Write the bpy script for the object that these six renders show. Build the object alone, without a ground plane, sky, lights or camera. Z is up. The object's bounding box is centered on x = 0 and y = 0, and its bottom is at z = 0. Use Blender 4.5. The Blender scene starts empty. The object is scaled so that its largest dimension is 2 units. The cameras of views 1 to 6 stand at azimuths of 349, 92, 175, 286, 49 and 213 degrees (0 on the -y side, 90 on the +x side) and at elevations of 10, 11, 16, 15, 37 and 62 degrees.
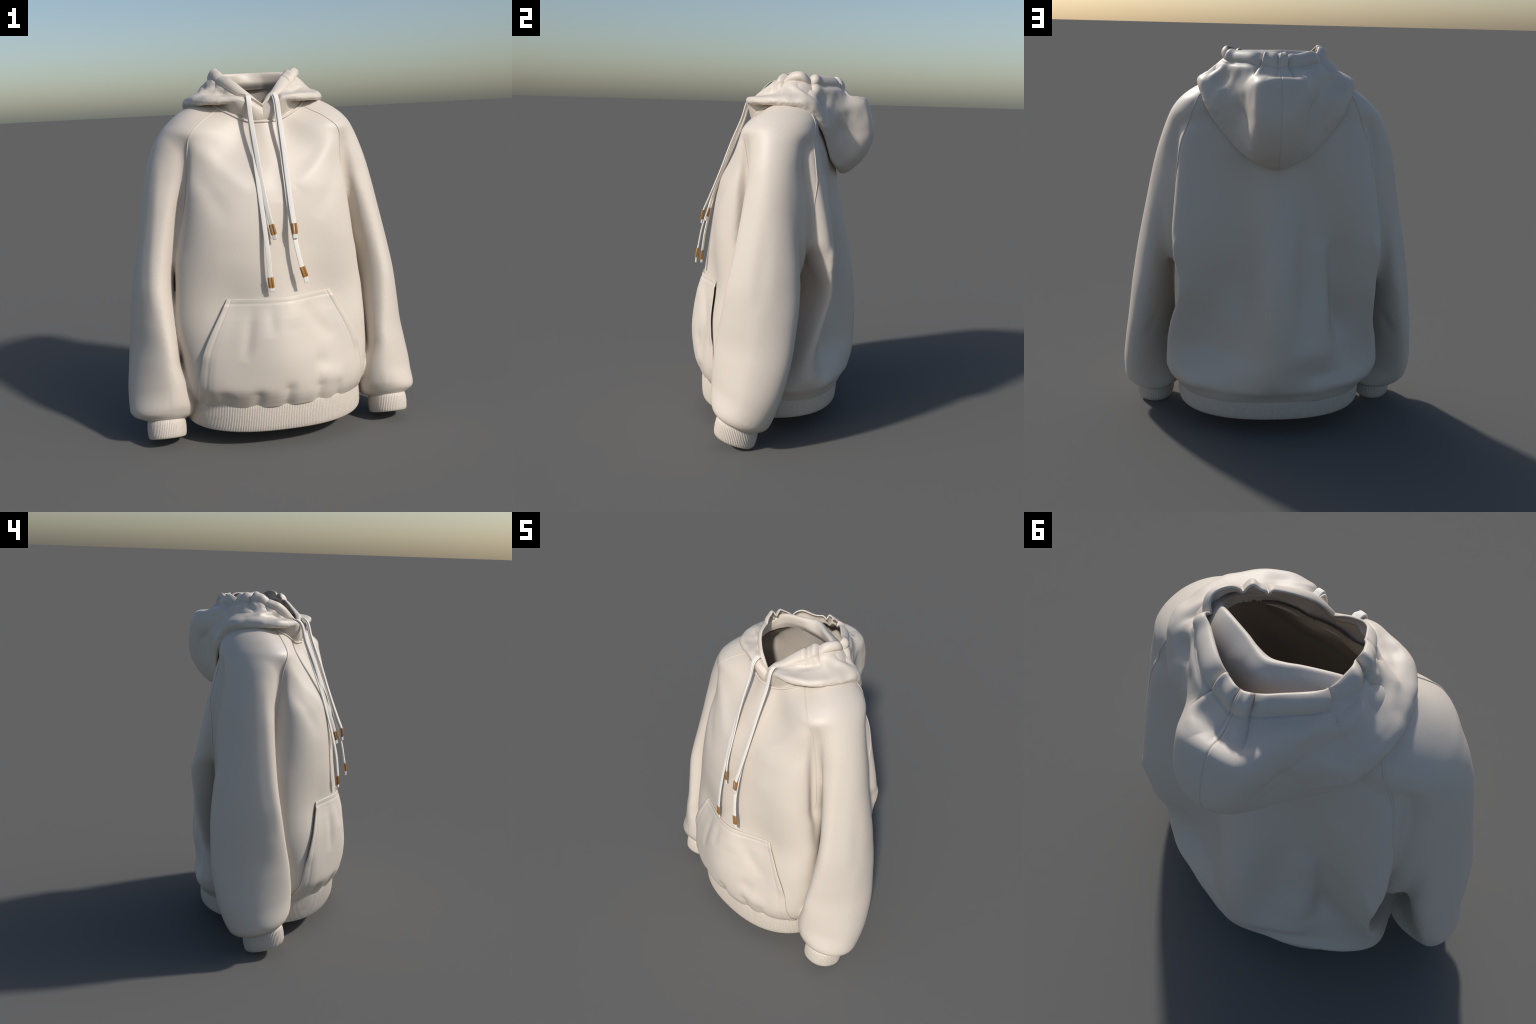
# A cream cotton pullover hoodie standing as if worn by an invisible body.
import bpy, math
import numpy as np
from mathutils import Vector, noise
from mathutils.bvhtree import BVHTree

rng = np.random.default_rng(7)

# ------------------------------------------------------------------ helpers
def spl(xs, ys):
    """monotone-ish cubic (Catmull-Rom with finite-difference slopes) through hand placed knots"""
    xs = np.array(xs, float); ys = np.array(ys, float)
    h = np.diff(xs); d = np.diff(ys) / h
    m = np.empty_like(ys); m[0] = d[0]; m[-1] = d[-1]
    for i in range(1, len(xs) - 1):
        if d[i - 1] * d[i] <= 0:
            m[i] = 0.0
        else:
            w1 = 2 * h[i] + h[i - 1]; w2 = h[i] + 2 * h[i - 1]
            m[i] = (w1 + w2) / (w1 / d[i - 1] + w2 / d[i])
    def f(x):
        x = np.clip(np.asarray(x, float), xs[0], xs[-1])
        i = np.clip(np.searchsorted(xs, x) - 1, 0, len(xs) - 2)
        t = (x - xs[i]) / h[i]
        return ((2*t**3 - 3*t**2 + 1) * ys[i] + (t**3 - 2*t**2 + t) * h[i] * m[i]
                + (-2*t**3 + 3*t**2) * ys[i+1] + (t**3 - t**2) * h[i] * m[i+1])
    return f

def catmull(P, u):
    """P: (n, ...) control rows, u in [0, n-1]; open Catmull-Rom"""
    P = np.asarray(P, float); n = len(P)
    ext = np.concatenate([[2 * P[0] - P[1]], P, [2 * P[-1] - P[-2]]])
    u = np.clip(np.asarray(u, float), 0, n - 1); i = np.clip(u.astype(int), 0, n - 2); t = u - i
    t = t.reshape(t.shape + (1,) * (P.ndim - 1))
    a, b, c, d = ext[i], ext[i+1], ext[i+2], ext[i+3]
    return 0.5 * (2*b + (c-a)*t + (2*a-5*b+4*c-d)*t**2 + (3*b-a-3*c+d)*t**3)

def smoothstep(a, b, x):
    t = np.clip((x - a) / (b - a), 0, 1)
    return t * t * (3 - 2 * t)

def seg_dist(V, line):
    """distance from points to a polyline and the parameter 0..1 along it"""
    line = np.asarray(line, float)
    best = np.full(len(V), 1e9); par = np.zeros(len(V)); n = len(line) - 1
    for i in range(n):
        a, b = line[i], line[i+1]; ab = b - a
        t = np.clip(((V - a) @ ab) / (ab @ ab), 0, 1)
        d = np.linalg.norm(V - (a + t[:, None] * ab), axis=1)
        m = d < best; best[m] = d[m]; par[m] = (i + t[m]) / n
    return best, par

def fold(V, N, line, width, depth, taper=True):
    """push the cloth in (depth<0) or out (depth>0) along a 3-d line"""
    d, t = seg_dist(V, line)
    k = np.exp(-(d / width) ** 2) * depth
    if taper:
        k *= np.sin(np.clip(t, 0, 1) * math.pi) ** 0.8
    return V + N * k[:, None]

def vnormals(V, F):
    n = np.zeros_like(V)
    A, B, C, D = (V[F[:, i]] for i in range(4))
    fn = np.cross(C - A, D - B)
    for i in range(4):
        np.add.at(n, F[:, i], fn)
    return n / np.maximum(np.linalg.norm(n, axis=1), 1e-9)[:, None]

def relax(V, F, it, lam=0.5, mu=None):
    """Laplacian (or Taubin) smoothing of a quad mesh"""
    E = np.concatenate([F[:, [0, 1]], F[:, [1, 2]], F[:, [2, 3]], F[:, [3, 0]]])
    E = np.unique(np.sort(E, axis=1), axis=0)
    cnt = np.bincount(E.ravel(), minlength=len(V)).astype(float)[:, None]
    def lap(V):
        s = np.zeros_like(V)
        for c in range(3):
            s[:, c] = (np.bincount(E[:, 0], V[E[:, 1], c], len(V)) + np.bincount(E[:, 1], V[E[:, 0], c], len(V)))
        return s / np.maximum(cnt, 1) - V
    for _ in range(it):
        V = V + lam * lap(V)
        if mu: V = V + mu * lap(V)
    return V

def make(name, V, F, mat, parent=None, smooth=True):
    me = bpy.data.meshes.new(name)
    V = np.asarray(V, float)
    me.from_pydata(V.tolist(), [], [tuple(map(int, f)) for f in F])
    me.update()
    if smooth:
        me.polygons.foreach_set("use_smooth", [True] * len(me.polygons))
    ob = bpy.data.objects.new(name, me)
    bpy.context.scene.collection.objects.link(ob)
    me.materials.append(mat)
    if parent: ob.parent = parent
    return ob

def apply_mods(ob):
    dg = bpy.context.evaluated_depsgraph_get()
    me = bpy.data.meshes.new_from_object(ob.evaluated_get(dg))
    old = ob.data; ob.modifiers.clear(); ob.data = me
    nm = old.name; bpy.data.meshes.remove(old); me.name = nm

def solidify(ob, t, offset=-1.0):
    m = ob.modifiers.new("thickness", 'SOLIDIFY'); m.thickness = t; m.offset = offset
    m.use_even_offset = False
    apply_mods(ob)

def grid_faces(nu, nv, wrap_u=False):
    F = []
    for i in range(nu if wrap_u else nu - 1):
        j = (i + 1) % nu
        for k in range(nv - 1):
            F.append((i*nv+k, j*nv+k, j*nv+k+1, i*nv+k+1))
    return np.array(F)

def tube(path, r, n=8, flat=None):
    """sweep a round section along a polyline (parallel transport)"""
    P = np.asarray(path, float); T = np.gradient(P, axis=0)
    T /= np.linalg.norm(T, axis=1)[:, None]
    up = np.array([0, 0, 1.0]) if abs(T[0, 2]) < 0.9 else np.array([1.0, 0, 0])
    V = []
    nrm = np.cross(T[0], up); nrm /= np.linalg.norm(nrm)
    for p, t in zip(P, T):
        nrm = nrm - t * (nrm @ t); nrm /= np.linalg.norm(nrm); b = np.cross(t, nrm)
        for a in range(n):
            w = 2 * math.pi * a / n
            V.append(p + r * (math.cos(w) * nrm + math.sin(w) * b))
    m = len(P); F = []
    for i in range(m - 1):
        for a in range(n):
            c = (a + 1) % n
            F.append((i*n+a, i*n+c, (i+1)*n+c, (i+1)*n+a))
    return np.array(V), np.array(F)

# ---------------------------------------------------------------- materials
def principled(name, col, rough):
    m = bpy.data.materials.new(name); m.use_nodes = True
    nt = m.node_tree; b = nt.nodes["Principled BSDF"]
    b.inputs["Base Color"].default_value = (*col, 1); b.inputs["Roughness"].default_value = rough
    return m, nt, b

def mat_fleece(name, col, rib=False, weave=0.0):
    m, nt, b = principled(name, col, 0.5)
    N = nt.nodes; L = nt.links
    tc = N.new("ShaderNodeTexCoord")
    no = N.new("ShaderNodeTexNoise"); no.inputs["Scale"].default_value = 260 if not rib else 120
    no.inputs["Detail"].default_value = 3
    L.new(tc.outputs["Object"], no.inputs["Vector"])
    cr = N.new("ShaderNodeValToRGB")
    k = 0.03 if not rib else 0.07
    cr.color_ramp.elements[0].position = 0.3; cr.color_ramp.elements[1].position = 0.7
    cr.color_ramp.elements[0].color = (*[c * (1 - k) for c in col], 1)
    cr.color_ramp.elements[1].color = (*[min(1, c * (1 + k)) for c in col], 1)
    L.new(no.outputs["Fac"], cr.inputs["Fac"]); L.new(cr.outputs["Color"], b.inputs["Base Color"])
    bu = N.new("ShaderNodeBump"); bu.inputs["Strength"].default_value = 0.06 if not rib else 0.2
    bu.inputs["Distance"].default_value = 0.002
    L.new(no.outputs["Fac"], bu.inputs["Height"]); L.new(bu.outputs["Normal"], b.inputs["Normal"])
    b.inputs["Specular IOR Level"].default_value = 0.5
    return m

CREAM = (0.60, 0.537, 0.468)
M_FLEECE = mat_fleece("cream_fleece", CREAM)
M_RIB = mat_fleece("cream_rib_knit", tuple(c * .94 for c in CREAM), rib=True)

def mat_cord():
    m, nt, b = principled("white_woven_cord", (0.86, 0.83, 0.78), 0.8)
    N = nt.nodes; L = nt.links
    tc = N.new("ShaderNodeTexCoord")
    w = N.new("ShaderNodeTexWave"); w.wave_type = 'BANDS'; w.bands_direction = 'Z'
    w.inputs["Scale"].default_value = 60; w.inputs["Distortion"].default_value = 0.0
    L.new(tc.outputs["Object"], w.inputs["Vector"])
    w2 = N.new("ShaderNodeTexWave"); w2.bands_direction = 'X'; w2.inputs["Scale"].default_value = 60
    L.new(tc.outputs["Object"], w2.inputs["Vector"])
    mx = N.new("ShaderNodeMath"); mx.operation = 'MULTIPLY'
    L.new(w.outputs["Fac"], mx.inputs[0]); L.new(w2.outputs["Fac"], mx.inputs[1])
    cr = N.new("ShaderNodeValToRGB")
    cr.color_ramp.elements[0].color = (0.72, 0.68, 0.62, 1); cr.color_ramp.elements[1].color = (0.88, 0.84, 0.78, 1)
    L.new(mx.outputs[0], cr.inputs["Fac"]); L.new(cr.outputs["Color"], b.inputs["Base Color"])
    bu = N.new("ShaderNodeBump"); bu.inputs["Strength"].default_value = 0.3; bu.inputs["Distance"].default_value = 0.001
    L.new(mx.outputs[0], bu.inputs["Height"]); L.new(bu.outputs["Normal"], b.inputs["Normal"])
    return m
M_CORD = mat_cord()

def mat_tip():
    m, nt, b = principled("tan_leather", (0.36, 0.165, 0.03), 0.45)
    N = nt.nodes; L = nt.links
    tc = N.new("ShaderNodeTexCoord"); no = N.new("ShaderNodeTexNoise"); no.inputs["Scale"].default_value = 180
    L.new(tc.outputs["Object"], no.inputs["Vector"])
    cr = N.new("ShaderNodeValToRGB")
    cr.color_ramp.elements[0].color = (0.24, 0.105, 0.016, 1); cr.color_ramp.elements[1].color = (0.36, 0.165, 0.028, 1)
    L.new(no.outputs["Fac"], cr.inputs["Fac"]); L.new(cr.outputs["Color"], b.inputs["Base Color"])
    return m
M_TIP = mat_tip()

# ------------------------------------------------------------------ the thing
hoodie = bpy.data.objects.new("hoodie", None)
bpy.context.scene.collection.objects.link(hoodie)
hoodie["label"] = "oversized cream pullover hoodie with white drawstrings and tan tips"
hoodie["category"] = "hoodie"

# ------------------------------------------------------ torso + sleeves field
# torso sections: control points (x, y) from the centre front round one side to the centre back:
# front, chest flank, front edge, hollow under the arm (2), rear edge, back flank, back
TZ = [.17, .235, .29, .36, .48, .60, .82, 1.0, 1.1, 1.35, 1.52, 1.66, 1.78, 1.93]
TR = np.array([
 [(0,-.410),(.25,-.365),(.41,-.24),(.475,-.05),(.465,.10),(.40,.225),(.32,.285),(.22,.325),(.11,.345),(0,.350)],
 [(0,-.445),(.27,-.390),(.445,-.258),(.51,-.05),(.51,.10),(.445,.24),(.35,.305),(.25,.355),(.13,.380),(0,.388)],
 [(0,-.473),(.28,-.408),(.465,-.28),(.53,-.05),(.545,.09),(.515,.22),(.42,.300),(.29,.360),(.15,.410),(0,.434)],
 [(0,-.494),(.28,-.415),(.475,-.295),(.515,-.06),(.540,.09),(.555,.195),(.43,.268),(.29,.335),(.15,.405),(0,.458)],
 [(0,-.503),(.28,-.400),(.47,-.305),(.49,-.11),(.485,.09),(.552,.21),(.42,.237),(.28,.292),(.14,.388),(-.03,.468)],
 [(0,-.492),(.28,-.378),(.465,-.305),(.47,-.12),(.415,.11),(.535,.25),(.41,.250),(.28,.285),(.14,.365),(-.05,.464)],
 [(0,-.446),(.27,-.345),(.458,-.275),(.450,-.12),(.345,.12),(.50,.298),(.40,.297),(.27,.290),(.13,.335),(-.05,.444)],
 [(0,-.419),(.27,-.357),(.455,-.262),(.445,-.11),(.39,.13),(.50,.305),(.40,.298),(.27,.288),(.13,.320),(-.05,.412)],
 [(0,-.406),(.26,-.360),(.447,-.255),(.445,-.10),(.46,.13),(.505,.285),(.40,.292),(.26,.283),(.13,.312),(-.04,.388)],
 [(0,-.362),(.25,-.333),(.425,-.232),(.44,-.07),(.465,.12),(.49,.228),(.39,.258),(.26,.264),(.13,.285),(-.02,.338)],
 [(0,-.285),(.25,-.262),(.41,-.212),(.44,-.06),(.465,.10),(.475,.19),(.38,.226),(.25,.252),(.13,.277),(0,.306)],
 [(0,-.207),(.20,-.202),(.40,-.195),(.43,-.06),(.43,.09),(.415,.165),(.33,.205),(.22,.240),(.12,.265),(0,.280)],
 [(0,-.150),(.17,-.128),(.25,-.090),(.31,-.02),(.345,.08),(.33,.15),(.26,.185),(.18,.215),(.10,.240),(0,.250)],
 [(0,.0),(.08,.02),(.12,.05),(.14,.08),(.14,.12),(.12,.15),(.10,.165),(.08,.18),(.04,.195),(0,.2)],
], float)
NP = TR.shape[1]
TL = TR.copy(); TL[:, :, 0] *= -1
wl = np.clip(1 - np.abs((np.array(TZ) - .85) / .6), 0, 1) ** .6       # the other flank is fuller
TL[:, 1, 1] -= .038 * wl; TL[:, 2, 1] -= .035 * wl; TL[:, 2, 0] -= .008 * wl
TL[:, 3, 0] -= .015 * wl; TL[:, 4, 0] -= .055 * wl; TL[:, 5, 0] -= .022 * wl
TL[4, 6:9] = [(-.43,.245),(-.29,.352),(-.15,.428)]; TL[4, 5, 0] += .012                     # bulge over the hem on this side
TL[5, 6:9] = [(-.42,.242),(-.29,.320),(-.15,.398)]; TL[5, 5, 0] += .012
TL[6, 6:9] = [(-.40,.262),(-.28,.274),(-.15,.346)]
TL[7, 6:9] = [(-.40,.268),(-.27,.264),(-.14,.325)]
TL[8, 6:9] = [(-.40,.272),(-.26,.264),(-.14,.313)]
TL[5:9, 4] = [(-.445,.145),(-.405,.16),(-.425,.165),(-.475,.15)]
TL[3:6, 1, 1] -= .018
TL[4:9, 3, 0] -= [.012, .03, .035, .035, .03]; TR[4:8, 3, 0] += .018
TR[4:7, 7, 1] -= .018; TR[4:8, 8, 1] -= .010; TR[7:9, 6, 1] += .008; TR[6, 4] = (.335, .16)
RING = np.concatenate([TR, TL[:, 1:-1][:, ::-1]], axis=1)             # (levels, points, 2)
RSPL = [[spl(TZ, RING[:, i, c]) for c in (0, 1)] for i in range(2 * NP - 2)]
T_c = spl([0, 1.4, 1.78, 1.93], [0.0, 0.0, .06, .12])

def ring_radius(z):
    """periodic cubic spline radius(angle) of the torso section at height z"""
    c = float(T_c(z))
    p = np.array([[float(f[0](z)), float(f[1](z)) - c] for f in RSPL])
    th = np.arctan2(p[:, 0], -p[:, 1]); r = np.hypot(p[:, 0], p[:, 1])
    th[th < -1e-9] += 2 * math.pi
    o = np.argsort(th); th = th[o]; r = r[o]; n = len(th)
    h = np.diff(np.append(th, th[0] + 2 * math.pi))
    A = np.zeros((n, n)); rhs = np.zeros(n)
    for i in range(n):
        A[i, (i-1) % n] = h[i-1]; A[i, i] = 2 * (h[i-1] + h[i]); A[i, (i+1) % n] = h[i]
        rhs[i] = 6 * ((r[(i+1) % n] - r[i]) / h[i] - (r[i] - r[i-1]) / h[i-1])
    M = np.linalg.solve(A, rhs)
    t = np.linspace(0, 2 * math.pi, 1441)
    tw = (t - th[0]) % (2 * math.pi) + th[0]
    i = np.clip(np.searchsorted(th, tw, side='right') - 1, 0, n - 1); j = (i + 1) % n
    x = tw - th[i]; hi = h[i]
    R = M[i] * (hi - x) ** 3 / (6*hi) + M[j] * x ** 3 / (6*hi) + (r[i]/hi - M[i]*hi/6) * (hi - x) + (r[j]/hi - M[j]*hi/6) * x
    return c, t, R

def layer_torso(X, Y, z):
    c, t, R = ring_radius(z)
    g = np.exp(-(np.arange(-40, 41) / 6.5) ** 2 / 2); g /= g.sum()      # soften kinks (0.25 degree steps)
    Rc = R[:-1]; R = np.append(np.convolve(np.concatenate([Rc[-40:], Rc, Rc[:40]]), g, 'valid'), 0); R[-1] = R[0]
    dR = np.gradient(R, t)
    ang = np.arctan2(X, -(Y - c)) % (2 * math.pi)
    rr = np.hypot(X, Y - c); RR = np.interp(ang, t, R); DD = np.interp(ang, t, dR)
    return (rr - RR) / np.sqrt(1 + np.clip(DD / RR, -1.2, 1.2) ** 2)

# sleeve sections by tilted height s: outer x, inner x, front y, back y, skew
sz = [.10, .122, .14, .16, .20, .30, .46, .60, .83, .95, 1.1, 1.3, 1.444, 1.6, 1.68, 1.73, 1.78, 1.83]
SR_o = [.715, .738, .772, .800, .814, .815, .797, .772, .738, .718, .688, .643, .608, .556, .520, .482, .42, .32]
SL_o = [.690, .712, .752, .792, .814, .818, .802, .782, .753, .733, .702, .662, .633, .582, .533, .485, .42, .32]
S_oR = spl(sz, SR_o); S_oL = spl(sz, SL_o)
S_i = spl(sz, [.575, .548, .505, .49, .480, .488, .522, .525, .52, .51, .485, .44, .38, .31, .27, .25, .24, .25])
S_f = spl(sz, [-.262, -.283, -.305, -.32, -.330, -.331, -.322, -.302, -.266, -.241, -.214, -.185, -.168, -.165, -.165, -.145, -.09, -.02])
S_b = spl(sz, [-.095, -.075, -.045, -.022, -.003, .028, .075, .110, .132, .128, .115, .105, .105, .13, .16, .165, .14, .08])
S_k = spl([0, .14, .2, .3, .5, .7, .9, 1.4, 2], [0, 0, .2, .42, .5, .3, .12, .1, 0])
S_n = spl([0, .12, .3, 1.2, 1.5, 2], [2, 2, 1.75, 1.75, 2.05, 2.1])

def field_sleeve(x, y, z, left=None):
    # sections tilt forward-down near the cuff; skewed ellipse: the front leans towards the body
    L = (x < 0) if left is None else left
    x = np.abs(x)
    k = 0.36 * (1 - smoothstep(.25, .75, z))
    s = np.clip(z + k * (y + .17), sz[0], sz[-1])
    o, i, f, b = np.where(L, S_oL(s), S_oR(s)), S_i(s), S_f(s), S_b(s)
    i = i - np.where(L, .03 * (1 - smoothstep(.12, .3, s)), 0)
    cx = (o + i) / 2; cy = (f + b) / 2; a = (o - i) / 2; bb = (b - f) / 2; q = S_k(s)
    u = (x - cx) / a; v = (y - cy) / bb
    p = (u - q * v) / np.sqrt(1 - q*q); n = S_n(s)
    ap = np.abs(p) + 1e-6; av = np.abs(v) + 1e-6
    Q = ap**n + av**n; rho = Q ** (1/n)
    k1 = Q ** (1/n - 1) * ap ** (n-1) * np.sign(p) / np.sqrt(1 - q*q); k2 = Q ** (1/n - 1) * av ** (n-1) * np.sign(v)
    g = np.sqrt((k1 / a) ** 2 + ((k2 - q * k1) / bb) ** 2) + 1e-6
    g = np.maximum(g, .4 / np.maximum(a, bb))
    return np.maximum((rho - 1) / g, z - sz[-1])

def smin(a, b, k):
    h = np.clip(0.5 + 0.5 * (b - a) / k, 0, 1)
    return b + (a - b) * h - k * h * (1 - h)

H = 0.0085
gx = np.arange(-.88, .881, H); gy = np.arange(-.58, .541, H); gz = np.arange(.06, 1.95, H)
nx, ny, nz = len(gx), len(gy), len(gz)
FLD = np.empty((nx, ny, nz), np.float32); DIF = np.empty((nx, ny, nz), np.float32)
for k, z in enumerate(gz):
    X, Y = np.meshgrid(gx, gy, indexing='ij')
    Z = np.full_like(X, z)
    ft = layer_torso(X, Y, z) if z > .17 else np.full_like(X, 1.0)
    fs = field_sleeve(X, Y, Z)
    kb = .02 + .015 * float(smoothstep(.85, 1.1, z)) + .06 * float(smoothstep(1.56, 1.70, z))
    # underarm webs: cloth stretched from the back of each sleeve to the side of the body
    wR = np.sqrt(((X - .485) / .09) ** 2 + ((Y - .085) / .080) ** 2 + ((z - 1.17) / .30) ** 2)
    wL = np.sqrt(((X + .505) / .09) ** 2 + ((Y - .085) / .080) ** 2 + ((z - 1.12) / .38) ** 2)
    wb = (np.where(X > 0, wR, wL) - 1) * .085
    fs = smin(fs, wb, .045)
    FLD[:, :, k] = smin(ft, fs, kb)
    DIF[:, :, k] = fs - ft

def surface_nets(G, ox, oy, oz, h):
    ins = G < 0
    c = [(i, j, k) for i in (0, 1) for j in (0, 1) for k in (0, 1)]
    sl = lambda A, o: A[o[0]:A.shape[0]-1+o[0], o[1]:A.shape[1]-1+o[1], o[2]:A.shape[2]-1+o[2]]
    cnt = sum(sl(ins, o).astype(np.int8) for o in c)
    act = (cnt > 0) & (cnt < 8)
    ids = np.full(act.shape, -1, np.int64); idx = np.argwhere(act); ids[act] = np.arange(len(idx))
    val = {o: sl(G, o)[act] for o in c}
    acc = np.zeros((len(idx), 3)); num = np.zeros(len(idx))
    for o in c:
        for ax in range(3):
            if o[ax]: continue
            p = list(o); p[ax] = 1; p = tuple(p)
            a, b = val[o], val[p]; m = (a < 0) != (b < 0)
            t = np.where(m, a / np.where(m, a - b, 1), 0)
            q = np.tile(np.array(o, float), (len(idx), 1)); q[:, ax] = t
            acc[m] += q[m]; num[m] += 1
    V = (idx + acc / num[:, None]) * h + np.array([ox, oy, oz])
    Fs = []
    for ax in range(3):
        u, v = (ax + 1) % 3, (ax + 2) % 3
        s0 = [slice(None)] * 3; s1 = [slice(None)] * 3
        s0[ax] = slice(0, -1); s1[ax] = slice(1, None)
        A = ins[tuple(s0)]; B = ins[tuple(s1)]
        for flip, M in ((False, A & ~B), (True, ~A & B)):
            e = np.argwhere(M)
            ok = (e[:, u] > 0) & (e[:, v] > 0) & (e[:, u] < ids.shape[u]) & (e[:, v] < ids.shape[v]); e = e[ok]
            def cell(du, dv):
                q = e.copy(); q[:, u] -= du; q[:, v] -= dv
                return ids[q[:, 0], q[:, 1], q[:, 2]]
            quad = np.stack([cell(1, 1), cell(0, 1), cell(0, 0), cell(1, 0)], 1)
            if flip: quad = quad[:, ::-1]
            Fs.append(quad)
    F = np.concatenate(Fs); F = F[(F >= 0).all(1)]
    return V, F

V, F = surface_nets(FLD, gx[0], gy[0], gz[0], H)
del FLD
V = relax(V, F, 4, 0.5)

# -- big soft folds of the cloth (lines in space, width, depth)
N = vnormals(V, F)
for line, wd, dp in [
    ([(.40,-.21,1.62),(.27,-.29,1.50),(.13,-.35,1.37)], .045, .010), ([(-.40,-.21,1.62),(-.27,-.30,1.50),(-.13,-.35,1.36)], .045, .010),
    ([(.42,-.22,1.52),(.33,-.30,1.38),(.22,-.35,1.20)], .05, -.008), ([(-.42,-.22,1.52),(-.33,-.31,1.38),(-.24,-.36,1.20)], .05, -.008),
    ([(.02,-.30,1.50),(.02,-.37,1.30)], .05, -.006),
    ([(.43,-.20,1.66),(.437,-.19,1.48),(.447,-.18,1.30),(.46,-.17,1.0),(.47,-.17,.8)], .034, -.030), ([(-.43,-.20,1.66),(-.437,-.19,1.48),(-.447,-.18,1.30),(-.46,-.17,1.1)], .028, -.014),
    ([(.55,-.13,1.55),(.60,-.19,1.25),(.645,-.23,1.0),(.66,-.29,.7)], .035, .008), ([(-.56,-.13,1.55),(-.62,-.19,1.25),(-.655,-.23,1.0),(-.66,-.29,.7)], .035, .008),
    ([(.62,-.04,1.30),(.69,-.06,1.0),(.74,-.08,.75)], .04, -.006), ([(-.64,-.04,1.30),(-.71,-.06,1.0),(-.75,-.08,.75)], .04, -.006),
    ([(.62,.03,.62),(.66,.05,.52),(.71,.03,.45)], .035, -.010), ([(-.62,.03,.62),(-.66,.05,.52),(-.71,.03,.45)], .035, -.010),
    ([(.46,.27,1.12),(.50,.30,1.02),(.50,.30,.88)], .018, .010), ([(-.48,.27,1.12),(-.52,.30,1.02),(-.52,.30,.88)], .018, .008)]:
    V = fold(V, N, line, wd, dp)
# dimples along the lower front, above the waistband
for dx, zt, w_, d_ in [(-.426, .30, .018, -.010), (-.316, .305, .036, -.011), (-.153, .315, .036, -.014), (.004, .335, .036, -.016), (.178, .325, .032, -.013), (.292, .31, .026, -.008)]:
    yy = float(np.interp(abs(dx), [0, .28, .46], [-.468, -.405, -.28]))
    V = fold(V, N, [(dx - .008, yy + .03, .225), (dx, yy - .005, .27), (dx + .004, yy - .022, zt)], w_, d_, False)
N = vnormals(V, F)

# -- gathers where the body meets the waistband and sleeves meet the cuffs
th = np.arctan2(V[:, 0], -V[:, 1])
body = (np.abs(V[:, 0]) < .60) & (V[:, 2] < .48)
ga = (np.sin(th * 9 + 1.2 * np.sin(th * 3.0 + .5)) + .6 * np.sin(th * 17 + 2)) * (1 - .8 * np.exp(-(th / .8) ** 4))
front = .6
env = np.exp(-((V[:, 2] - .285) / .05) ** 2) * body
V = V + N * (0.004 * ga * front * env)[:, None]

# -- cut the neck hole and the open ends
C = V[F].mean(1)
neck = ((C[:, 0] / .262) ** 2 + ((C[:, 1] - .012) / .180) ** 2 < 1) & (C[:, 2] > 1.55)
sl_s = C[:, 2] + .36 * (C[:, 1] + .17)
is_low_sleeve = (np.abs(C[:, 0]) > .455) & (field_sleeve(C[:, 0], C[:, 1], C[:, 2]) < .02)
cut = neck | ((C[:, 2] < .205) & ~is_low_sleeve) | (is_low_sleeve & (sl_s < .115))
F = F[~cut]

# -- which faces belong to a sleeve: below the armpit by the nearer field, above by the raglan plane
C = V[F].mean(1)
ci = [np.clip(np.rint((C[:, i] - g0[0]) / H).astype(int), 0, len(g0) - 1) for i, g0 in enumerate((gx, gy, gz))]
gs = DIF[ci[0], ci[1], ci[2]]
p0, p1, p2 = np.array([.235, -.10, 1.78]), np.array([.40, -.20, 1.668]), np.array([.423, .175, 1.657])
pn = np.cross(p1 - p0, p2 - p0); pn /= np.linalg.norm(pn)
if pn[0] < 0: pn = -pn
CA = C.copy(); CA[:, 0] = np.abs(CA[:, 0])
gp = -((CA - p0) @ pn)
w = smoothstep(1.5, 1.66, C[:, 2])
g = gs * (1 - w) + gp * w
lab = np.where(g < 0, np.where(C[:, 0] > 0, 1, 2), 0)

VN = vnormals(V, F)
BODY_BVH = BVHTree.FromPolygons([Vector(v) for v in V], [tuple(map(int, f)) for f in F])

def sub_part(name, mask, t=.012):
    """one region of the body as a cloth shell: outer and inner skin, closed only at real cloth edges"""
    f = F[mask]; used, inv = np.unique(f, return_inverse=True); f2 = inv.reshape(f.shape); n = len(used)
    Vo = V[used]; No = VN[used]
    allv = np.concatenate([Vo, Vo - No * t])
    faces = [tuple(q) for q in f2] + [tuple(q[::-1] + n) for q in f2]
    e_all = np.sort(np.concatenate([F[:, [i, (i+1) % 4]] for i in range(4)]), axis=1)
    key = e_all[:, 0] * len(V) + e_all[:, 1]
    uq, ct = np.unique(key, return_counts=True); rim = set(uq[ct == 1].tolist())
    for i in range(4):
        A, B = f[:, i], f[:, (i+1) % 4]
        k = np.minimum(A, B) * len(V) + np.maximum(A, B)
        for j in np.nonzero(np.isin(k, list(rim)))[0]:
            p, q = f2[j, i], f2[j, (i+1) % 4]
            faces.append((q, p, p + n, q + n))
    ob = make(name, allv, faces, M_FLEECE, hoodie)
    ob.data.normals_split_custom_set_from_vertices([Vector(v) for v in np.concatenate([No, -No])])
    return ob

for nm, l in (("torso", 0), ("sleeve", 1), ("sleeve", 2)):
    sub_part(nm, lab == l)

# -- raglan seams: raised piping along the border between sleeve and torso
def on_body(p):
    loc, nor, _, _ = BODY_BVH.find_nearest(Vector(p))
    return np.array(loc), np.array(nor)

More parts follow.
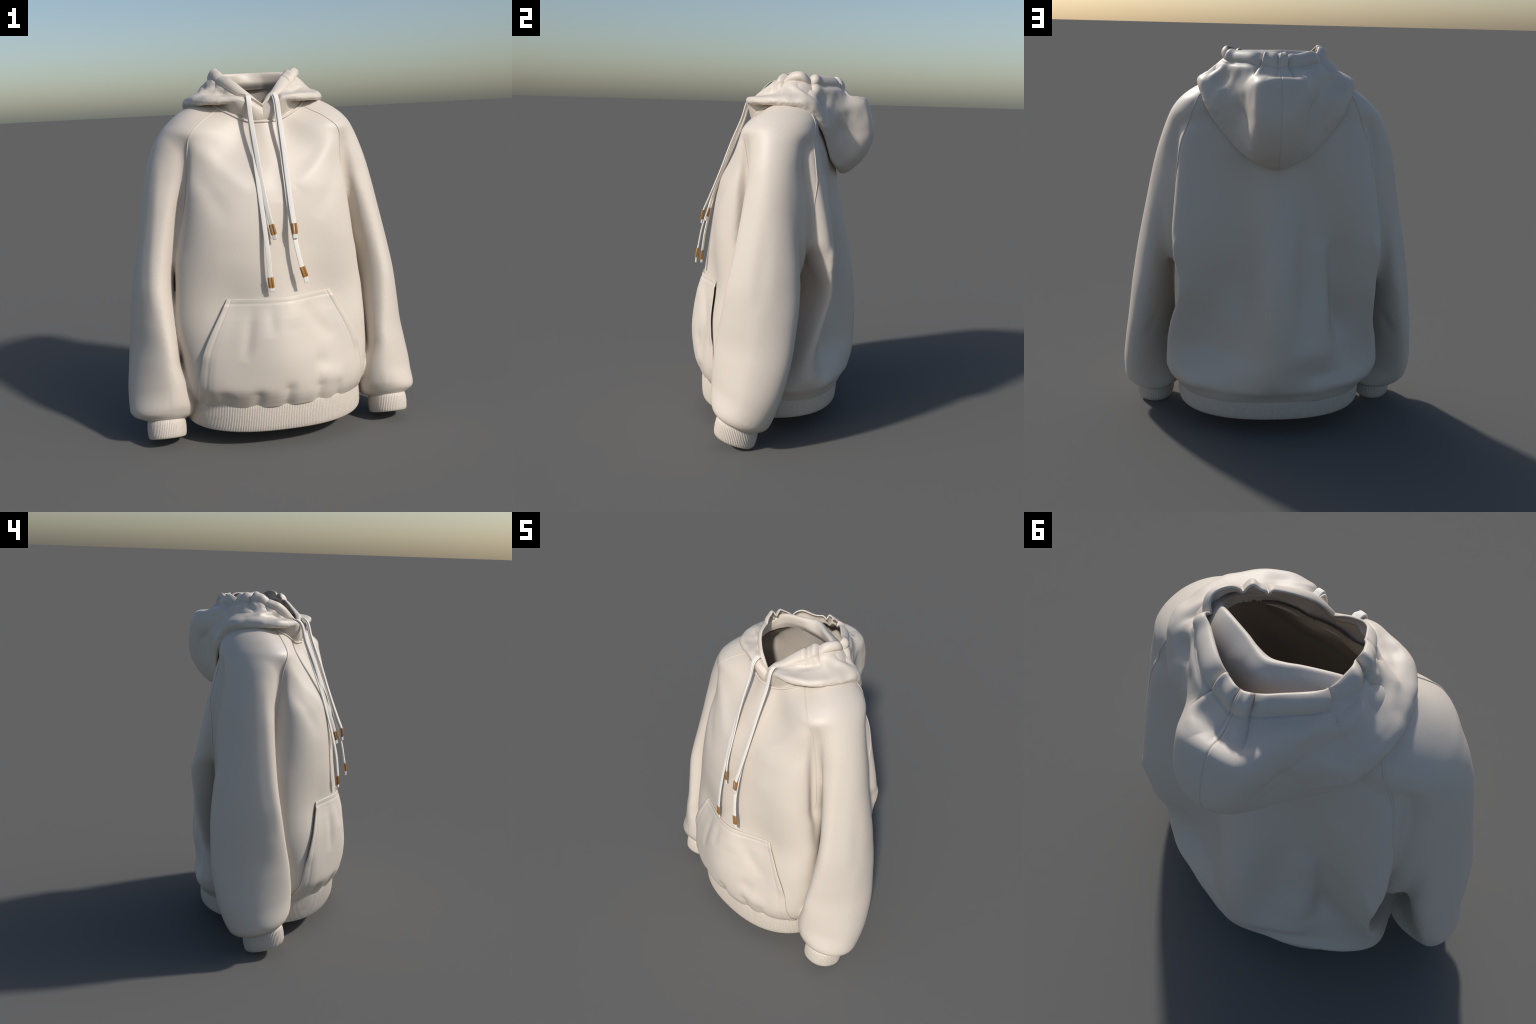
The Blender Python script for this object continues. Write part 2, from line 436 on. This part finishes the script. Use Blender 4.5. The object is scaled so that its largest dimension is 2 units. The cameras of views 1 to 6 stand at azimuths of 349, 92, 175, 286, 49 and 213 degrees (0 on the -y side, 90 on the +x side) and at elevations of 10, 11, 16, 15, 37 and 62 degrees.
def smooth_path(P, it=60):
    P = P.copy()
    for _ in range(it):
        P[1:-1] += 0.5 * ((P[:-2] + P[2:]) / 2 - P[1:-1])
    return P

RAG_FRONT = [(.225,-.09,1.787),(.27,-.125,1.757),(.32,-.155,1.722),(.36,-.185,1.693),(.395,-.207,1.668),(.415,-.20,1.62),(.425,-.19,1.55),(.43,-.17,1.4),(.44,-.16,1.25),(.455,-.16,1.1)]
RAG_BACK = [(.31,.12,1.81),(.366,.151,1.757),(.395,.165,1.707),(.423,.175,1.657),(.468,.191,1.569),(.487,.199,1.48),(.48,.199,1.42),(.465,.193,1.285),(.462,.19,1.20),(.46,.187,1.12)]
for sd in (1, -1):
    allv = []; allf = []; off = 0
    for line in (RAG_FRONT, RAG_BACK):
        P = catmull(np.array(line) * [sd, 1, 1], np.linspace(0, len(line) - 1, 160))
        P = np.array([on_body(q)[0] for q in P]); P = smooth_path(P, 30)
        P = np.array([on_body(q)[0] + .0002 * on_body(q)[1] for q in P]); P = smooth_path(P, 4)
        tv, tf = tube(P, .0034, 8)
        allv.append(tv); allf.append(tf + off); off += len(tv)
    make("raglan_seam", np.concatenate(allv), np.concatenate(allf), M_FLEECE, hoodie)

# ------------------------------------------------------------- waistband, cuffs
def ribbed_band(name, centre, ax_u, ax_v, ax_w, ru_p, rv_f, rv_b, height, ribs, n, prof, depth=.0016, t=.012):
    """closed ribbed band: section superellipse in (u, v), swept along w"""
    M = ribs * 6; K = len(prof)
    V = []
    ang = np.arange(M) / M * 2 * math.pi
    # equal arc-length spacing
    def pt(a, off):
        c, s = np.cos(a), np.sin(a)
        rv = np.where(s < 0, rv_f, rv_b)
        q = (np.abs(c) ** n + np.abs(s) ** n) ** (-1 / n)
        return np.stack([(ru_p + off) * c * q, (rv + off) * s * q], -1)
    fine = np.linspace(0, 2 * math.pi, 4000); pf = pt(fine, 0)
    L = np.concatenate([[0], np.cumsum(np.linalg.norm(np.diff(pf, axis=0), axis=1))])
    ang = np.interp(np.arange(M) / M * L[-1], L, fine)
    rib = depth * np.cos(np.arange(M) * 2 * math.pi / 6)
    V = np.empty((M, K, 3))
    for k, (h, o, r) in enumerate(prof):
        p = pt(ang, 0) * 1.0
        dirn = p / np.linalg.norm(p, axis=1)[:, None]
        p = p + dirn * (o + rib * r)[:, None]
        V[:, k] = np.array(centre) + p[:, :1] * ax_u + p[:, 1:] * ax_v + (h * height) * ax_w
    return make(name, V.reshape(-1, 3), grid_faces(M, K, True), M_RIB, hoodie)

ex, ey, ez = np.eye(3)
outer = [(1.0, -.018, 0), (1.0, -.004, 0), (.97, .0, 1), (.8, .004, 1), (.5, .006, 1), (.2, .004, 1), (.06, .001, 1), (.015, -.003, .6), (0, -.009, 0),
         (.01, -.014, 0), (.06, -.017, .5), (.5, -.014, 1), (1.0, -.018, 0)]
# the band ring sits a little higher at the back
bw = np.array([0, 0, 1.0])
ribbed_band("waistband", (0, -.035, .098), ex, np.array([0, 1, .012]), bw, .498, .402, .400, .165, 330, 2.35, outer, .0009)
for s in (1, -1):
    w_ax = np.array([0.0, .18, .98]); v_ax = np.array([0, .95, -.31])
    ribbed_band("cuff", (.646 if s > 0 else -.622, -.198, .034), ex, v_ax, w_ax, .100, .114, .114, .102, 76, 2.2, outer, .0009)

# ------------------------------------------------------------------- pocket
def body_front(x, z):
    loc, nor, _, _ = BODY_BVH.ray_cast(Vector((x, -1.2, z)), Vector((0, 1, 0)))
    return np.array(loc), np.array(nor)

PZ = spl([0, .22, .40, 1.0], [.235, .34, .475, .818])       # pocket height along v
PX = spl([0, .22, .40, 1.0], [.452, .446, .430, .280])      # pocket half width along v
nu, nv = 121, 101
P = np.empty((nu, nv, 3)); PN = np.empty((nu, nv, 3))
for i in range(nu):
    u = -1 + 2 * i / (nu - 1)
    for j in range(nv):
        v = j / (nv - 1)
        x = u * float(PX(v)); z = float(PZ(v))
        loc, nor = body_front(x, z)
        edge_side = 1 - abs(u)
        lift = .002 + .008 * min(1, 6 * edge_side) * min(1, 5 * (1 - v)) * min(1, 6 * v)
        # the slanted hand openings stand away from the body
        lift += .010 * math.exp(-(edge_side / .10) ** 2) * smoothstep(.38, .5, v) * (1 - smoothstep(.93, 1, v))
        # stitched hems
        lift -= .0028 * math.exp(-((edge_side - .085) / .008) ** 2)
        lift -= .0028 * math.exp(-((1 - v - .045) / .008) ** 2)
        P[i, j] = loc + nor * lift; PN[i, j] = nor
PV = P.reshape(-1, 3)
PF = grid_faces(nu, nv)[:, ::-1] if False else grid_faces(nu, nv)
PNn = PN.reshape(-1, 3)
for ln, wd, dp in [([(-.16, -.45, .79), (-.19, -.47, .62), (-.21, -.46, .5)], .032, -.008), ([(-.06, -.47, .79), (-.07, -.50, .62)], .032, -.006),
                   ([(.13, -.44, .78), (.20, -.44, .66), (.29, -.42, .57)], .042, -.014), ([(.05, -.46, .84), (.06, -.48, .76), (.07, -.5, .66)], .05, .008),
                   ([(.18, -.48, .38), (.33, -.42, .36)], .05, .012), ([(.15, -.48, .47), (.25, -.46, .45)], .045, -.010)]:
    PV = fold(PV, PNn, ln, wd, dp)
pocket = make("pocket", PV, PF, M_FLEECE, hoodie)
solidify(pocket, .0045, 1.0)

# --------------------------------------------------------------------- hood
# stations from centre front round to centre back, each a profile: neckline, inner collar, inner ridge,
# inside of the bag, lower fold, lower outside, bulge, upper edge, shelf, casing seam, rim
HR = np.array([
 [(0,-.172,1.707),(0,-.178,1.718),(0,-.182,1.728),(0,-.184,1.738),(0,-.185,1.747),(0,-.184,1.756),(0,-.182,1.765),(0,-.178,1.773),(0,-.173,1.781),(0,-.168,1.788),(0,-.158,1.80)],
 [(.06,-.168,1.712),(.06,-.176,1.725),(.062,-.184,1.742),(.064,-.190,1.76),(.066,-.194,1.777),(.067,-.196,1.792),(.068,-.195,1.806),(.07,-.186,1.82),(.072,-.174,1.832),(.074,-.16,1.843),(.026,-.142,1.842)],
 [(.12,-.152,1.728),(.122,-.160,1.755),(.125,-.176,1.785),(.123,-.188,1.800),(.117,-.200,1.812),(.110,-.207,1.823),(.106,-.206,1.838),(.108,-.185,1.850),(.108,-.165,1.853),(.11,-.14,1.862),(.062,-.12,1.872)],
 [(.19,-.122,1.758),(.19,-.124,1.785),(.186,-.12,1.812),(.188,-.135,1.826),(.197,-.166,1.810),(.212,-.190,1.822),(.206,-.182,1.850),(.19,-.14,1.855),(.17,-.11,1.862),(.155,-.09,1.882),(.11,-.065,1.922)],
 [(.24,-.07,1.795),(.24,-.065,1.815),(.243,-.06,1.835),(.258,-.075,1.838),(.285,-.10,1.812),(.312,-.116,1.824),(.302,-.106,1.854),(.255,-.07,1.864),(.225,-.05,1.884),(.2,-.04,1.912),(.155,-.005,1.96)],
 [(.26,.0,1.835),(.262,.0,1.855),(.265,.005,1.87),(.295,0,1.858),(.338,-.01,1.808),(.368,-.012,1.824),(.355,-.002,1.856),(.3,.01,1.882),(.265,.02,1.912),(.24,.03,1.943),(.215,.05,1.988)],
 [(.25,.08,1.865),(.236,.085,1.90),(.235,.09,1.94),(.285,.1,1.90),(.358,.11,1.795),(.388,.128,1.812),(.375,.148,1.842),(.32,.155,1.872),(.28,.155,1.90),(.257,.15,1.93),(.235,.14,1.975)],
 [(.19,.145,1.885),(.178,.125,1.93),(.188,.125,1.966),(.235,.19,1.89),(.322,.21,1.695),(.335,.238,1.712),(.312,.238,1.775),(.255,.226,1.83),(.235,.228,1.885),(.21,.22,1.922),(.18,.19,1.965)],
 [(.10,.185,1.89),(.094,.158,1.93),(.095,.162,1.97),(.135,.24,1.86),(.2,.268,1.545),(.205,.298,1.58),(.170,.338,1.70),(.172,.348,1.80),(.146,.330,1.885),(.115,.31,1.917),(.09,.265,1.965)],
 [(.05,.192,1.89),(.05,.165,1.93),(.05,.184,1.971),(.07,.25,1.86),(.11,.296,1.49),(.120,.405,1.508),(.116,.492,1.655),(.112,.458,1.836),(.085,.380,1.872),(.065,.33,1.917),(.05,.288,1.968)],
 [(0,.195,1.889),(0,.168,1.93),(0,.202,1.973),(0,.262,1.86),(0,.322,1.455),(0,.445,1.487),(0,.523,1.645),(0,.477,1.852),(0,.398,1.868),(0,.35,1.912),(0,.306,1.971)],
], float)
HL = HR.copy(); HL[:, :, 0] *= -1
# the other half hangs a little differently along the rim and the front tuck
HL[1, 9:] = [(-.085,-.150,1.842), (-.045,-.149,1.845)]
HL[2, 9:] = [(-.125,-.125,1.852), (-.090,-.134,1.885)]
HL[3, 9:] = [(-.175,-.082,1.893), (-.135,-.10,1.928)]
HL[4, 9:] = [(-.215,-.035,1.930), (-.172,-.045,1.965)]
HL[5, 9:] = [(-.238,.040,1.958), (-.198,.030,1.992)]
HL[6, 9:] = [(-.235,.125,1.935), (-.197,.110,1.982)]
HL[7, 9:] = [(-.205,.20,1.925), (-.178,.180,1.972)]
HL[8, 9:] = [(-.10,.285,1.915), (-.085,.255,1.965)]
HL[9, 9:] = [(-.055,.32,1.915), (-.045,.285,1.966)]
HL[9, 4:7] = [(-.105,.296,1.49),(-.108,.388,1.51),(-.105,.47,1.655)]
HL[2, 1:9] += [(-.03, .02, .0)] * 8
HL[3, 1:9] += [(-.02, .03, .0)] * 8
ST = np.concatenate([HR, HL[:-1][::-1]])           # 21 stations, open at the centre front
ns = 21
NU, NVh = 721, 171
uu = np.linspace(0, ns - 1, NU)
rows = catmull(ST, uu)                             # (NU, 11, 3)
tt = np.linspace(0, 10, NVh)
S = np.empty((NU, NVh, 3))
Q = catmull(np.swapaxes(rows, 0, 1), tt)           # (NVh, NU, 3)
S = np.swapaxes(Q, 0, 1).copy()
def grid_normals(S):
    du = np.gradient(S, axis=0); dv = np.gradient(S, axis=1)
    n = np.cross(du, dv); return n / np.maximum(np.linalg.norm(n, axis=2), 1e-9)[..., None]
Nn = grid_normals(S)
# outward is away from the neck axis on the bulge
if (Nn[NU // 2, int(.6 * NVh)] @ np.array([0, 1, 0])) < 0: Nn = -Nn; FLIP = True
else: FLIP = False
# drawstring casing: padded tube gathered into uneven puffs with pinched creases between them
cas = (tt - 9.0)
bul = np.where(cas > 0, np.sin(np.clip(cas, 0, 1) * math.pi) ** .7, 0) * .013
step = np.exp(-((tt - 8.93) / .06) ** 2) * -.004
uw = uu + .45 * np.sin(uu * 1.3) + .25 * np.sin(uu * 2.9 + 1)
puff = np.abs(np.sin(uw * 1.9 + .4)) ** .55 * 2 - 1.25 + .35 * np.sin(uw * 4.7)
frontfade = smoothstep(1.6, 4.4, np.minimum(uu, 20 - uu))
casw = smoothstep(8.5, 9.1, tt)
disp = bul[None] * (1 + .45 * puff * frontfade)[:, None] + step[None] + (.008 * puff * frontfade)[:, None] * casw[None]
S = S + Nn * disp[..., None]
S[:, :, 2] += (.007 * puff * frontfade)[:, None] * smoothstep(9.2, 10, tt)[None]
# wrinkles running down from the casing
wr = puff * frontfade
S = S + Nn * (wr[:, None] * (.007 * np.exp(-((tt - 8.4) / .55) ** 2))[None])[..., None]
# centre back seam
cb = np.exp(-((uu - 10.0) / .018) ** 2)
S = S + Nn * (-.003 * cb[:, None] * (tt > 3.5)[None])[..., None]
HV = S.reshape(-1, 3); HF = grid_faces(NU, NVh)
if FLIP: HF = HF[:, ::-1]
HN = vnormals(HV, HF)
if HN[(NU // 2) * NVh + int(.6 * NVh), 1] < 0: HN = -HN
outside = np.tile(tt > 4.3, NU)[:, None]
HOOD_FOLDS = [
 ([(.24,.235,1.80),(.19,.29,1.73),(.13,.40,1.62)], .022, -.010),          # creases beside the hanging pouch
 ([(-.222,.235,1.824),(-.18,.313,1.77),(-.142,.37,1.727),(-.118,.42,1.68)], .022, -.010),
 ([(.16,-.115,1.866),(.22,-.06,1.882),(.275,.0,1.895)], .020, -.010),     # hollow above the front roll
 ([(.225,.02,1.925),(.29,.085,1.885),(.36,.145,1.83)], .020, .012),       # bold slanting fold
 ([(.24,.075,1.935),(.29,.125,1.895),(.345,.175,1.82)], .017, -.012),
 ([(-.181,-.077,1.895),(-.239,-.032,1.883),(-.293,-.003,1.875),(-.33,.07,1.85)], .018, .012),
 ([(-.20,-.075,1.862),(-.27,-.04,1.856),(-.33,.0,1.85)], .014, -.007),
 ([(-.22,-.01,1.915),(-.27,.05,1.90),(-.31,.12,1.86)], .018, -.010),
 ([(-.24,.09,1.93),(-.26,.16,1.89),(-.25,.21,1.845)], .030, .006),
 ([(.06,.44,1.858),(.10,.41,1.862),(.14,.36,1.872)], .022, .008),
 ([(-.07,.44,1.858),(-.11,.40,1.862),(-.15,.34,1.875)], .022, .008)]
for ln, wd, dp in HOOD_FOLDS:
    HV = np.where(outside, fold(HV, HN, ln, wd, dp), HV)
HN = vnormals(HV, HF)
# crumpled cloth: soft irregular dents over the outside, finer puckers along the lower fold
HN = vnormals(HV, HF)
if HN[(NU // 2) * NVh + int(.6 * NVh), 1] < 0: HN = -HN
tcol = np.tile(tt, NU); ucol = np.repeat(uu, NVh)
side = smoothstep(1.5, 3.0, np.minimum(ucol, 20 - ucol))
broad = np.array([noise.noise(Vector(p) * 17.0) for p in HV]) * .0055 * smoothstep(4.2, 5.5, tcol) * (1 - .8 * smoothstep(8.6, 9.2, tcol))
fine = np.array([noise.noise(Vector(p) * 45.0) for p in HV]) * .0032 * np.exp(-((tcol - 4.6) / .7) ** 2)
pouch = np.exp(-((ucol - 10) / 1.6) ** 2)
HV = HV + HN * ((broad + fine) * side * (1 - .75 * pouch))[:, None]
hood = make("hood", HV, HF, M_FLEECE, hoodie)
solidify(hood, .007, -1.0)

# seam binding along the neckline
nk = catmull(np.concatenate([ST[:, 0], ST[:1, 0]]), np.linspace(0, ns, 400))
nk = np.array([on_body(p)[0] + .002 * on_body(p)[1] for p in nk])
nk = smooth_path(nk, 20)
tv, tf = tube(nk, .0065, 10)
make("neckline_seam", tv, tf, M_FLEECE, hoodie)

# -------------------------------------------------------------- drawstrings
def ribbon(name, pts, width, thick, twist):
    P = catmull(np.array(pts), np.linspace(0, len(pts) - 1, 140))
    T = np.gradient(P, axis=0); T /= np.linalg.norm(T, axis=1)[:, None]
    tw = np.interp(np.linspace(0, 1, 140), np.linspace(0, 1, len(twist)), twist)
    V = []; n = 16
    for p, t, w in zip(P, T, tw):
        a = np.array([math.cos(w), -math.sin(w), 0]); a -= t * (a @ t); a /= np.linalg.norm(a); b = np.cross(t, a)
        for k in range(n):
            ph = 2 * math.pi * k / n
            c, s = math.cos(ph), math.sin(ph)
            V.append(p + a * (width / 2 * math.copysign(abs(c) ** .35, c)) + b * (thick / 2 * math.copysign(abs(s) ** .35, s)))
    V += [P[0], P[-1]]
    F = []
    m = len(P)
    for i in range(m - 1):
        for k in range(n):
            c = (k + 1) % n; F.append((i*n+k, i*n+c, (i+1)*n+c, (i+1)*n+k))
    for k in range(n):
        c = (k + 1) % n
        F.append((m*n, c, k)); F.append((m*n+1, (m-1)*n+k, (m-1)*n+c))
    ob = make(name, V, F, M_CORD, hoodie)
    return ob, P, T, tw

def cord_tip(parent, P, T, tw, at, length=.054, w=.0155, h=.0085, gap=.10):
    """leather sleeve rolled round the cord, its two edges meeting in front"""
    i = int(np.argmin(np.linalg.norm(P - np.array(at), axis=1)))
    t = T[i]; a = np.array([math.cos(tw[i]), -math.sin(tw[i]), 0]); a -= t * (a @ t); a /= np.linalg.norm(a); b = np.cross(t, a)
    if b[1] > 0: b = -b
    n = 40; V = []
    th = np.linspace(math.pi / 2 + gap, 2.5 * math.pi - gap, n)
    for layer, o in ((0, 0.0), (1, -.0028)):
        for q in (-.5, -.46, .46, .5):
            rr = o - (.0008 if abs(q) == .5 else 0)
            for x in th:
                dip = .0045 * math.exp(-(((x - math.pi / 2) % (2 * math.pi)) / .35) ** 2) + .0045 * math.exp(-((2 * math.pi - ((x - math.pi / 2) % (2 * math.pi))) / .35) ** 2)
                V.append(P[i] + t * (q * length) + a * ((w + rr) * math.cos(x)) + b * ((h + rr) * math.sin(x) - dip))
    F = []
    idx = lambda L, q, k: (L * 4 + q) * n + k
    for q in range(3):
        for k in range(n - 1):
            F.append((idx(0,q,k), idx(0,q,k+1), idx(0,q+1,k+1), idx(0,q+1,k)))
            F.append((idx(1,q,k), idx(1,q+1,k), idx(1,q+1,k+1), idx(1,q,k+1)))
        for k in (0, n - 1):
            F.append((idx(0,q,k), idx(0,q+1,k), idx(1,q+1,k), idx(1,q,k)))
    for q in (0, 3):
        for k in range(n - 1):
            F.append((idx(0,q,k), idx(1,q,k), idx(1,q,k+1), idx(0,q,k+1)))
    ob = make("cord_tip", V, F, M_TIP, parent)
    return ob

CORDS = [
 # eyelet ... tip end; the sleeve position; twist along the cord
 ([(.067,-.160,1.848),(.068,-.186,1.845),(.071,-.210,1.815),(.074,-.235,1.73),(.075,-.293,1.59),(.075,-.355,1.42),(.076,-.415,1.27),(.078,-.448,1.19),(.080,-.456,1.12)], (.078,-.453,1.17), [0, .1, .15, .2, .1]),
 ([(.062,-.158,1.846),(.061,-.180,1.842),(.063,-.204,1.812),(.065,-.226,1.73),(.066,-.280,1.59),(.066,-.345,1.42),(.068,-.405,1.25),(.082,-.452,1.10),(.098,-.470,1.0),(.113,-.479,.945),(.124,-.482,.893)], (.112,-.478,.948), [.3, .1, 0, 0, 0]),
 ([(-.078,-.158,1.848),(-.079,-.182,1.845),(-.080,-.210,1.815),(-.078,-.235,1.73),(-.072,-.293,1.59),(-.062,-.350,1.42),(-.048,-.405,1.27),(-.034,-.428,1.19),(-.022,-.440,1.12)], (-.031,-.431,1.172), [0, .2, .4, .5, .5]),
 ([(-.073,-.156,1.846),(-.073,-.176,1.842),(-.077,-.204,1.812),(-.080,-.226,1.73),(-.081,-.280,1.59),(-.078,-.345,1.42),(-.072,-.40,1.25),(-.066,-.445,1.08),(-.063,-.462,.97),(-.060,-.468,.905),(-.056,-.470,.858)], (-.060,-.468,.907), [.3, .2, .2, .3, .2]),
]
for (pts, at, tw), gp in zip(CORDS, (.16, .03, .16, .05)):
    ob, P_, T_, W_ = ribbon("drawstring", pts, .0235, .0068, tw)
    cord_tip(ob, P_, T_, W_, at, gap=gp)
